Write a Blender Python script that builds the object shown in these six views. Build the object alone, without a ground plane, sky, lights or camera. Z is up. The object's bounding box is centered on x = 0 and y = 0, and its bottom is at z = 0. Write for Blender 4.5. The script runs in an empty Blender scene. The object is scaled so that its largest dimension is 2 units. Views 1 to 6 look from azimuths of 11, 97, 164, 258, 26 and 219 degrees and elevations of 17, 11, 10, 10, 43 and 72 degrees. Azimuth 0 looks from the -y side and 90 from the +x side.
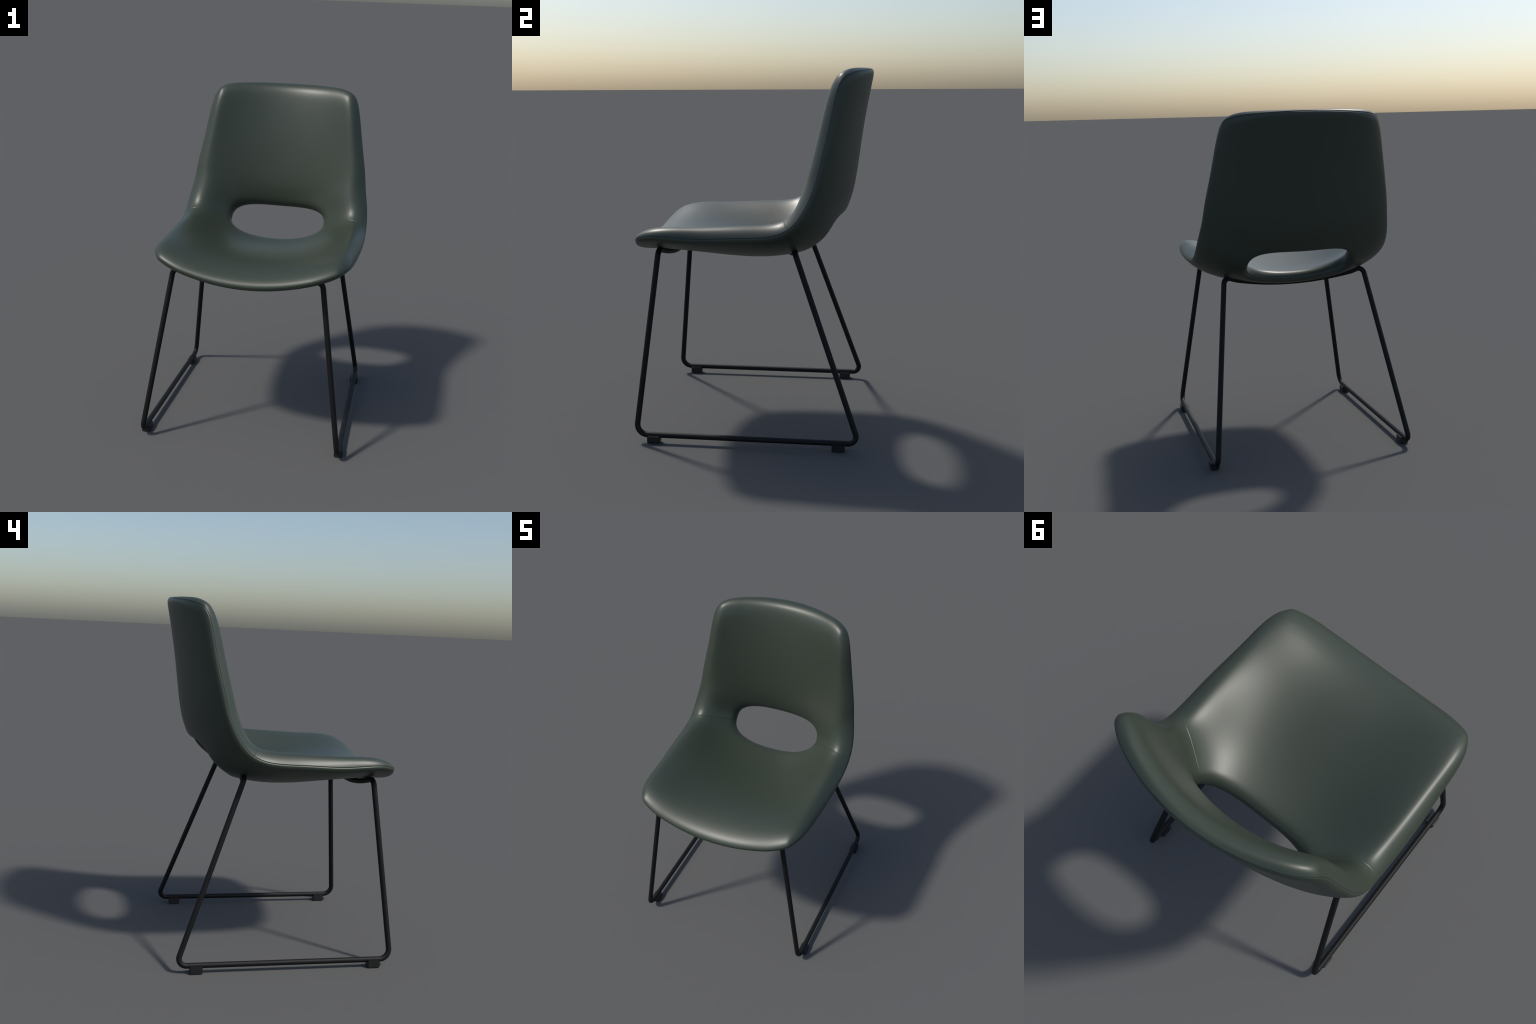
# Upholstered shell chair on a bent-rod sled base.
# The shell is a doubly curved bucket with an oval opening: topologically a torus, built as a
# ring grid that runs front face -> rim -> outer face -> opening edge, then split along its seams.
import bpy, bmesh, math
import numpy as np
from mathutils import Vector, Matrix

# ------------------------------------------------------------------ shell profile
# stations along the shell from the front lip of the seat (0) to the top of the backrest (1)
STATION = np.array([0, .08, .2, .33, .44, .52, .58, .66, .8, .93, 1.0])
CENTRE_Y = [-0.6506, -0.5014, -0.2537, 0.0315, 0.2766, 0.4258, 0.4758, 0.5196, 0.5741, 0.6262, 0.6355]     # centre line, depth
CENTRE_Z = [1.0196, 1.0165, 1.0035, 0.9837, 1.0188, 1.0949, 1.2018, 1.3244, 1.6722, 1.9587, 1.9957]     # centre line, height
EDGE_X = [0.4853, 0.5426, 0.5710, 0.5832, 0.5824, 0.5720, 0.5547, 0.5419, 0.4998, 0.4561, 0.4263]       # half width
EDGE_Y = [-0.6109, -0.5128, -0.3004, -0.0337, 0.2001, 0.3017, 0.3477, 0.3739, 0.4265, 0.4773, 0.5249]       # rim, depth
EDGE_Z = [1.1108, 1.1391, 1.1337, 1.1433, 1.1761, 1.2825, 1.3832, 1.4797, 1.7146, 1.9251, 1.9713]       # rim, height
PARABOLA_SHARE = [1.02, 1.04, 1.0, .84, .70, .68, .76, .90, .98, .95, .92]        # cross section: share of a^2 against a^4 (front to top)
PAD_HEIGHT = [.020, .037, .058, .072, .078, .079, .078, .077, .073, .064, .059]      # cushion above the seam surface
SHELL_DEPTH = [.026, .026, .0255, .025, .0245, .024, .023, .022, .019, .017, .015]     # shell behind the seam surface
FRONT_CORNER = [0.2676, 0.0304]         # corner radii in (across, along)
TOP_CORNER = [0.2136, 0.0433]
OPENING = [0.5400, 0.5171, 0.4398, 0.5864, 2.6500, 2.4000]   # half width, widest station, low, high, roundness low/high
ROLL = [0.0245, 0.0150, 0.0192, 0.0105]    # roll lengths: rim front, rim outer, opening front, opening outer
SHIFT, YAW, TILT = [0.0150, 0.0022, -0.0018]
SEAM_DROP = .04                       # seam end below the widest point of the opening
SEAM_STATION = 0.452                  # where the seat/back seam reaches the rim


def spline_second(xk):
    n = len(xk); h = np.diff(xk); A = np.zeros((n, n)); B = np.zeros((n, n))
    A[0, 0] = A[-1, -1] = 1
    for i in range(1, n - 1):
        A[i, i - 1] = h[i - 1]; A[i, i] = 2 * (h[i - 1] + h[i]); A[i, i + 1] = h[i]
        B[i, i - 1] = 6 / h[i - 1]; B[i, i] = -6 / h[i - 1] - 6 / h[i]; B[i, i + 1] = 6 / h[i]
    return np.linalg.solve(A, B)


SECOND = spline_second(STATION)


def spline(yk, s):
    yk = np.asarray(yk, float); m = SECOND @ yk
    i = np.clip(np.searchsorted(STATION, s) - 1, 0, len(STATION) - 2)
    h = STATION[i + 1] - STATION[i]; t = s - STATION[i]; u = STATION[i + 1] - s
    return (m[i] * u**3 / (6 * h) + m[i + 1] * t**3 / (6 * h)
            + (yk[i] / h - m[i] * h / 6) * u + (yk[i + 1] / h - m[i + 1] * h / 6) * t)


def mid_surface(a, s):
    cy, cz = spline(CENTRE_Y, s), spline(CENTRE_Z, s)
    k = spline(PARABOLA_SHARE, s)
    g = k * a**2 + (1 - k) * a**4
    return np.stack([a * spline(EDGE_X, s), cy + (spline(EDGE_Y, s) - cy) * g,
                     cz + (spline(EDGE_Z, s) - cz) * g], -1)


def mid_normal(a, s):
    e = 1e-4
    da = mid_surface(a + e, s) - mid_surface(a - e, s)
    ds = mid_surface(a, np.minimum(s + e, 1)) - mid_surface(a, np.maximum(s - e, 0))
    n = np.cross(da, ds)
    return n / np.linalg.norm(n, axis=-1, keepdims=True)


# columns: a few very close to the cross seam, then even spacing
NEAR_SEAM = [0, .0012, .0024, .0036, .005, .007, .010, .014, .020]


def resample(pts, n):
    q = mid_surface(pts[:, 0], pts[:, 1])
    L = np.r_[0, np.cumsum(np.linalg.norm(np.diff(q, axis=0), axis=1))]
    t = np.r_[NEAR_SEAM, np.linspace(NEAR_SEAM[-1], L[-1], n - len(NEAR_SEAM) + 1)[1:]]
    return np.stack([np.interp(t, L, pts[:, 0]), np.interp(t, L, pts[:, 1])], -1)


def rim_quadrant(corner, top, n):
    ra, rs = corner
    sgn, end = (1, 1.0) if top else (-1, 0.0)
    t = np.linspace(0, math.pi / 2, 60)
    side = np.stack([np.ones(80), np.linspace(SEAM_STATION, end - sgn * rs, 80)], -1)
    arc = np.stack([1 - ra + ra * np.cos(t), end - sgn * rs + sgn * rs * np.sin(t)], -1)
    edge = np.stack([np.linspace(1 - ra, 0, 40), np.full(40, end)], -1)
    return resample(np.vstack([side, arc[1:], edge[1:]]), n)


def opening_quadrant(upper, n):
    """Quarter of the opening edge from the cross seam (a little below its widest point) to the middle."""
    hw, s0, low, high, p_low, p_high = OPENING
    t = np.linspace(0, math.pi / 2, 400)
    lower_arc = np.stack([hw * np.cos(t)**(2 / p_low), s0 + (low - s0) * np.sin(t)**(2 / p_low)], -1)
    upper_arc = np.stack([hw * np.cos(t)**(2 / p_high), s0 + (high - s0) * np.sin(t)**(2 / p_high)], -1)
    q = mid_surface(lower_arc[:, 0], lower_arc[:, 1])
    run = np.r_[0, np.cumsum(np.linalg.norm(np.diff(q, axis=0), axis=1))]
    k = int(np.searchsorted(run, SEAM_DROP))
    if upper:
        return resample(np.vstack([lower_arc[1:k + 1][::-1], upper_arc]), n)
    return resample(lower_arc[k:], n)


def close_ring(up, down):
    m = np.array([-1, 1])
    return np.vstack([up[:-1], (up * m)[::-1][:-1], (down * m)[:-1], down[::-1][:-1]])


NQ = 110                                   # columns per quadrant
RIM = close_ring(rim_quadrant(TOP_CORNER, True, NQ + 1), rim_quadrant(FRONT_CORNER, False, NQ + 1))
HOLE = close_ring(opening_quadrant(True, NQ + 1), opening_quadrant(False, NQ + 1))
NC = len(RIM)


def roll_profile(d, length):
    """Rounded edge: rises like a circle at the edge and levels out softly."""
    return np.sqrt(np.maximum(0, 1 - np.exp(-d / length)))


# padding of the front face: swelling along the centre line and along the flanks, per station
DOME = [.012, .045, .033, .003, -.029, -.033, -.020, .013, .021, .004, -.008]
FLANK = [.0, .009, .013, .020, .028, .034, .033, .016, .002, 0, 0]
SHELL_FLANK = [.002, .004, .007, .009, .010, .008, .006, .008, .012, .010, .002]
ROLL_SPAN, LIP_SPAN = .10, .06         # zones with dense rings


def smooth(t):
    return t * t * (3 - 2 * t)


def face_rings(depth, dome, w_rim, w_hole, n_roll, n_mid):
    """Rings from the opening edge to the rim of one face: parameters and half thickness share."""
    tt = np.linspace(0, 1, 60)
    Q = HOLE[None] * (1 - tt[:, None, None]) + RIM[None] * tt[:, None, None]
    M = mid_surface(Q[..., 0], Q[..., 1])
    cum = np.vstack([np.zeros(NC), np.cumsum(np.linalg.norm(np.diff(M, axis=0), axis=-1), 0)])
    L = cum[-1]
    ang = np.linspace(0, 1, n_roll)**1.35 * math.pi / 2
    lo = np.minimum(LIP_SPAN / L, .45); hi = np.minimum(ROLL_SPAN / L, .45)
    rows = [lo * (1 - math.cos(p)) for p in ang]
    rows += [lo + (1 - hi - lo) * i for i in np.linspace(0, 1, n_mid)[1:-1]]
    rows += [1 - hi * (1 - math.cos(p)) for p in ang[::-1]]
    R = np.array(rows)
    par = np.empty_like(R)
    for j in range(NC):
        par[:, j] = np.interp(R[:, j] * L[j], cum[:, j], tt)
    Q = HOLE[None] * (1 - par[..., None]) + RIM[None] * par[..., None]
    a, s = Q[..., 0], Q[..., 1]
    do, dh = (1 - R) * L, R * L
    height = spline(depth, s)
    near_rim = 6.75 * a**4 * (1 - a**2)
    if dome:
        height = height + spline(DOME, s) * (1 - a**2) + spline(FLANK, s) * near_rim
    else:
        height = height + spline(SHELL_FLANK, s) * near_rim
    above = np.clip((HOLE[:, 1] - OPENING[1]) / (OPENING[3] - OPENING[1]), 0, 1)
    w_lip = w_hole * (1 + (.9 * smooth(above) if dome else 0))
    height = height * roll_profile(do, w_rim) * roll_profile(dh, w_lip)
    return mid_surface(a, s), mid_normal(a, s), height


Mf, Nf, Hf = face_rings(PAD_HEIGHT, True, ROLL[0], ROLL[2], 26, 44)
Mb, Nb, Hb = face_rings(SHELL_DEPTH, False, ROLL[1], ROLL[3], 26, 44)
front = Mf + Nf * Hf[..., None]
back = Mb - Nb * Hb[..., None]
# one closed section: front opening->rim, then outer face rim->opening (both end rings are shared)
rings = np.concatenate([front, back[::-1][1:-1]], 0)
NR, NFRONT = len(rings), len(front)

# ------------------------------------------------------------------ seams as grooves


def grid_normals(V):
    du = np.roll(V, -1, 0) - np.roll(V, 1, 0)
    dv = np.roll(V, -1, 1) - np.roll(V, 1, 1)
    n = np.cross(dv, du)
    return n / np.maximum(np.linalg.norm(n, axis=-1, keepdims=True), 1e-9)


N = grid_normals(rings)
if np.mean(np.sum(N[10:NFRONT - 10] * Nf[10:-10], -1)) < 0:
    N = -N
# signed path length along each section, zero at the rim, positive on the outer face
seg = np.linalg.norm(np.diff(rings, axis=0), axis=-1)
path = np.vstack([np.zeros(NC), np.cumsum(seg, 0)])
path_rim = path - path[NFRONT - 1]
path_hole = np.vstack([path, path[-1] + np.linalg.norm(rings[0] - rings[-1], axis=-1)])[-1] - path   # from opening edge
SEAM_T = .006
lip_fade = np.where(RIM[:, 1] < .05, .35, 1.0)          # the seam tucks under at the front lip
groove = .0030 * lip_fade * np.exp(-((path_rim - SEAM_T) / .0022)**2)
groove += .003 * np.exp(-((path_hole - .006) / .003)**2)
# cross seam where seat and back covers meet
col_gap = np.zeros((NR, NC))
for c0 in (0, 2 * NQ):
    step = np.linalg.norm(np.roll(rings, -1, 1) - rings, axis=-1)
    dist = np.zeros((NR, NC)) + 9
    dist[:, c0] = 0
    f = np.zeros(NR); b = np.zeros(NR)
    for k in range(1, 14):
        f = f + step[:, (c0 + k - 1) % NC]; b = b + step[:, (c0 - k) % NC]
        dist[:, (c0 + k) % NC] = f; dist[:, (c0 - k) % NC] = b
    col_gap = np.maximum(col_gap, np.exp(-(dist / .0024)**2))
outer_fade = np.clip(1 - (path_rim - .02) / .22, 0, 1)
groove = np.maximum(groove, .0016 * col_gap * np.where(path_rim > 0, .8 * outer_fade, 1))
rings = rings - N * groove[..., None]

x = rings[..., 0] + SHIFT + YAW * rings[..., 1] + TILT * (rings[..., 2] - 1.4)
y = rings[..., 1] - YAW * rings[..., 0]
rings = np.stack([x, y, rings[..., 2]], -1)
seam_ring = NFRONT - 1 + int(np.argmin(np.abs(np.median(path_rim[NFRONT - 1:NFRONT + 20], 1) - SEAM_T)))

# ------------------------------------------------------------------ materials


def principled(name):
    m = bpy.data.materials.new(name)
    m.use_nodes = True
    nt = m.node_tree
    return m, nt, nt.nodes['Principled BSDF']


def grain(nt, bsdf, scale, strength, distance):
    tc = nt.nodes.new('ShaderNodeTexCoord')
    no = nt.nodes.new('ShaderNodeTexNoise'); no.inputs['Scale'].default_value = scale
    no.inputs['Detail'].default_value = 4
    bu = nt.nodes.new('ShaderNodeBump'); bu.inputs['Strength'].default_value = strength
    bu.inputs['Distance'].default_value = distance
    nt.links.new(tc.outputs['Object'], no.inputs['Vector'])
    nt.links.new(no.outputs['Fac'], bu.inputs['Height'])
    nt.links.new(bu.outputs['Normal'], bsdf.inputs['Normal'])
    return tc, no


leather, nt, bs = principled('green_leather')
tc, no = grain(nt, bs, 260, .05, .001)
cloud = nt.nodes.new('ShaderNodeTexNoise'); cloud.inputs['Scale'].default_value = 3
ramp = nt.nodes.new('ShaderNodeValToRGB')
ramp.color_ramp.elements[0].color = (.0310, .0412, .0285, 1)
ramp.color_ramp.elements[1].color = (.0340, .0450, .0312, 1)
nt.links.new(tc.outputs['Object'], cloud.inputs['Vector'])
nt.links.new(cloud.outputs['Fac'], ramp.inputs['Fac'])
nt.links.new(ramp.outputs['Color'], bs.inputs['Base Color'])
bs.inputs['Roughness'].default_value = .42
bs.inputs['Specular IOR Level'].default_value = .5

steel, nt, bs = principled('black_powder_coated_steel')
grain(nt, bs, 500, .05, .0005)
bs.inputs['Base Color'].default_value = (.0045, .0045, .0047, 1)
bs.inputs['Roughness'].default_value = .58
bs.inputs['Specular IOR Level'].default_value = .28

plastic, nt, bs = principled('black_plastic')
grain(nt, bs, 300, .05, .0005)
bs.inputs['Base Color'].default_value = (.009, .009, .009, 1)
bs.inputs['Roughness'].default_value = .5

# ------------------------------------------------------------------ objects
chair = bpy.data.objects.new('dining_chair', None)
bpy.context.scene.collection.objects.link(chair)
chair['label'] = 'dark green leather shell chair on thin black sled legs'
chair['category'] = 'chair'


def add_object(name, mesh, parent, mat):
    ob = bpy.data.objects.new(name, mesh)
    bpy.context.scene.collection.objects.link(ob)
    ob.parent = parent
    if mat and not mesh.materials:
        mesh.materials.append(mat)
    return ob


# whole shell as one closed mesh, for its vertex normals
verts = rings.reshape(-1, 3)
quads, part = [], []
for i in range(NR):
    i2 = (i + 1) % NR
    for j in range(NC):
        j2 = (j + 1) % NC
        quads.append((i * NC + j, i * NC + j2, i2 * NC + j2, i2 * NC + j))
        if i < seam_ring:
            part.append('backrest_cushion' if j < 2 * NQ else 'seat_cushion')
        else:
            part.append('outer_shell')
quads = np.array(quads); part = np.array(part)
p = verts[quads]
fn = np.cross(p[:, 2] - p[:, 0], p[:, 3] - p[:, 1])
flip = np.sum(fn[:NC * 30].reshape(-1, 3) * np.repeat(N[:30], 1, 0).reshape(-1, 3)) < 0
if flip:
    quads = quads[:, ::-1]; fn = -fn
vn = np.zeros_like(verts)
for k in range(4):
    np.add.at(vn, quads[:, k], fn)
vn /= np.maximum(np.linalg.norm(vn, axis=1, keepdims=True), 1e-12)

for name in ('seat_cushion', 'backrest_cushion', 'outer_shell'):
    f = quads[part == name]
    used, inv = np.unique(f, return_inverse=True)
    me = bpy.data.meshes.new(name)
    me.from_pydata(verts[used].tolist(), [], inv.reshape(-1, 4).tolist())
    me.polygons.foreach_set('use_smooth', [True] * len(me.polygons))
    me.update()
    me.normals_split_custom_set_from_vertices(vn[used].tolist())
    add_object(name, me, chair, leather)

# ------------------------------------------------------------------ bent rod frame


def fillet_path(points, radii, steps=10):
    pts = [Vector(q) for q in points]
    out = [pts[0]]
    for i in range(1, len(pts) - 1):
        u = (pts[i - 1] - pts[i]).normalized(); v = (pts[i + 1] - pts[i]).normalized()
        half = u.angle(v) / 2
        r = radii[i - 1]
        d = r / math.tan(half)
        c = pts[i] + (u + v).normalized() * (r / math.sin(half))
        a, b = pts[i] + u * d - c, pts[i] + v * d - c
        for k in range(steps + 1):
            out.append(c + a.normalized().slerp(b.normalized(), k / steps) * r)
    out.append(pts[-1])
    return out


def rod(name, path, radius, sides=20):
    path = [Vector(q) for q in path]
    n = len(path)
    vs, fs = [], []
    t0 = (path[1] - path[0]).normalized()
    ref = t0.orthogonal().normalized()
    for i in range(n):
        t = (path[min(i + 1, n - 1)] - path[max(i - 1, 0)]).normalized()
        ref = (ref - t * ref.dot(t)).normalized()
        w = t.cross(ref)
        for k in range(sides):
            an = 2 * math.pi * k / sides
            vs.append(path[i] + (ref * math.cos(an) + w * math.sin(an)) * radius)
    for i in range(n - 1):
        for k in range(sides):
            k2 = (k + 1) % sides
            fs.append((i * sides + k, i * sides + k2, (i + 1) * sides + k2, (i + 1) * sides + k))
    me = bpy.data.meshes.new(name)
    me.from_pydata([tuple(q) for q in vs], [], fs)
    bm = bmesh.new(); bm.from_mesh(me)
    bmesh.ops.recalc_face_normals(bm, faces=bm.faces[:])
    bm.to_mesh(me); bm.free()
    me.polygons.foreach_set('use_smooth', [len(q.vertices) == 4 for q in me.polygons])
    me.update()
    return me


ROD = .0155
RUN_X, RUN_Z = .5815, .0418
FRONT_LOW = (RUN_X, -.606, RUN_Z)
REAR_LOW = (RUN_X, .604, RUN_Z)
FRONT_TOP = (.427, -.492, 1.042)
REAR_TOP = (.431, .243, 1.050)


def lerp(p, q, t):
    return tuple(p[i] + (q[i] - p[i]) * t for i in range(3))


frame = bpy.data.objects.new('sled_frame', None)
bpy.context.scene.collection.objects.link(frame)
frame.parent = chair
FRONT_JOIN, REAR_JOIN = lerp(FRONT_TOP, FRONT_LOW, .12), lerp(REAR_TOP, REAR_LOW, .12)
mx = lambda q, s: (q[0] * s, q[1], q[2])
legs = {}
for s in (1, -1):
    path = fillet_path([mx(FRONT_JOIN, s), mx(FRONT_LOW, s), mx(REAR_LOW, s), mx(REAR_JOIN, s)], [.055, .040])
    legs[s] = add_object('sled_leg', rod('sled_leg', path, ROD), frame, steel)


def crossbar(join, top, y_mid, z_mid, z_end):
    """Bar bent from leg to leg, sagging along the underside of the shell."""
    end = (top[0], top[1], top[2])
    inner = []
    for k in range(-8, 9):
        u = k / 8
        xx = u * (top[0] - .075)
        inner.append((xx, y_mid + (top[1] - y_mid) * u * u, z_mid + (z_end - z_mid) * u * u))
    right = fillet_path([join, end, inner[-1]], [.035])
    left = fillet_path([mx(join, -1), mx(end, -1), inner[0]], [.035])
    return right[:-1] + inner[::-1] + left[:-1][::-1]


add_object('crossbar', rod('crossbar', crossbar(FRONT_JOIN, FRONT_TOP, -.47, .975, 1.026), ROD), frame, steel)
add_object('crossbar', rod('crossbar', crossbar(REAR_JOIN, REAR_TOP, .19, .981, 1.026), ROD), frame, steel)


def glide_mesh():
    bm = bmesh.new()
    bmesh.ops.create_cube(bm, size=1)
    bmesh.ops.scale(bm, vec=(.048, .069, .041), verts=bm.verts)
    bmesh.ops.translate(bm, vec=(0, 0, .0205), verts=bm.verts)
    bmesh.ops.bevel(bm, geom=bm.edges[:], offset=.003, segments=2, affect='EDGES')
    me = bpy.data.meshes.new('foot_glide')
    bm.to_mesh(me); bm.free()
    return me


gm = glide_mesh(); gm.materials.append(plastic)
for s in (1, -1):
    for yy in (-.507, .495):
        g = add_object('foot_glide', gm, legs[s], None)
        g.location = (s * RUN_X, yy, 0)
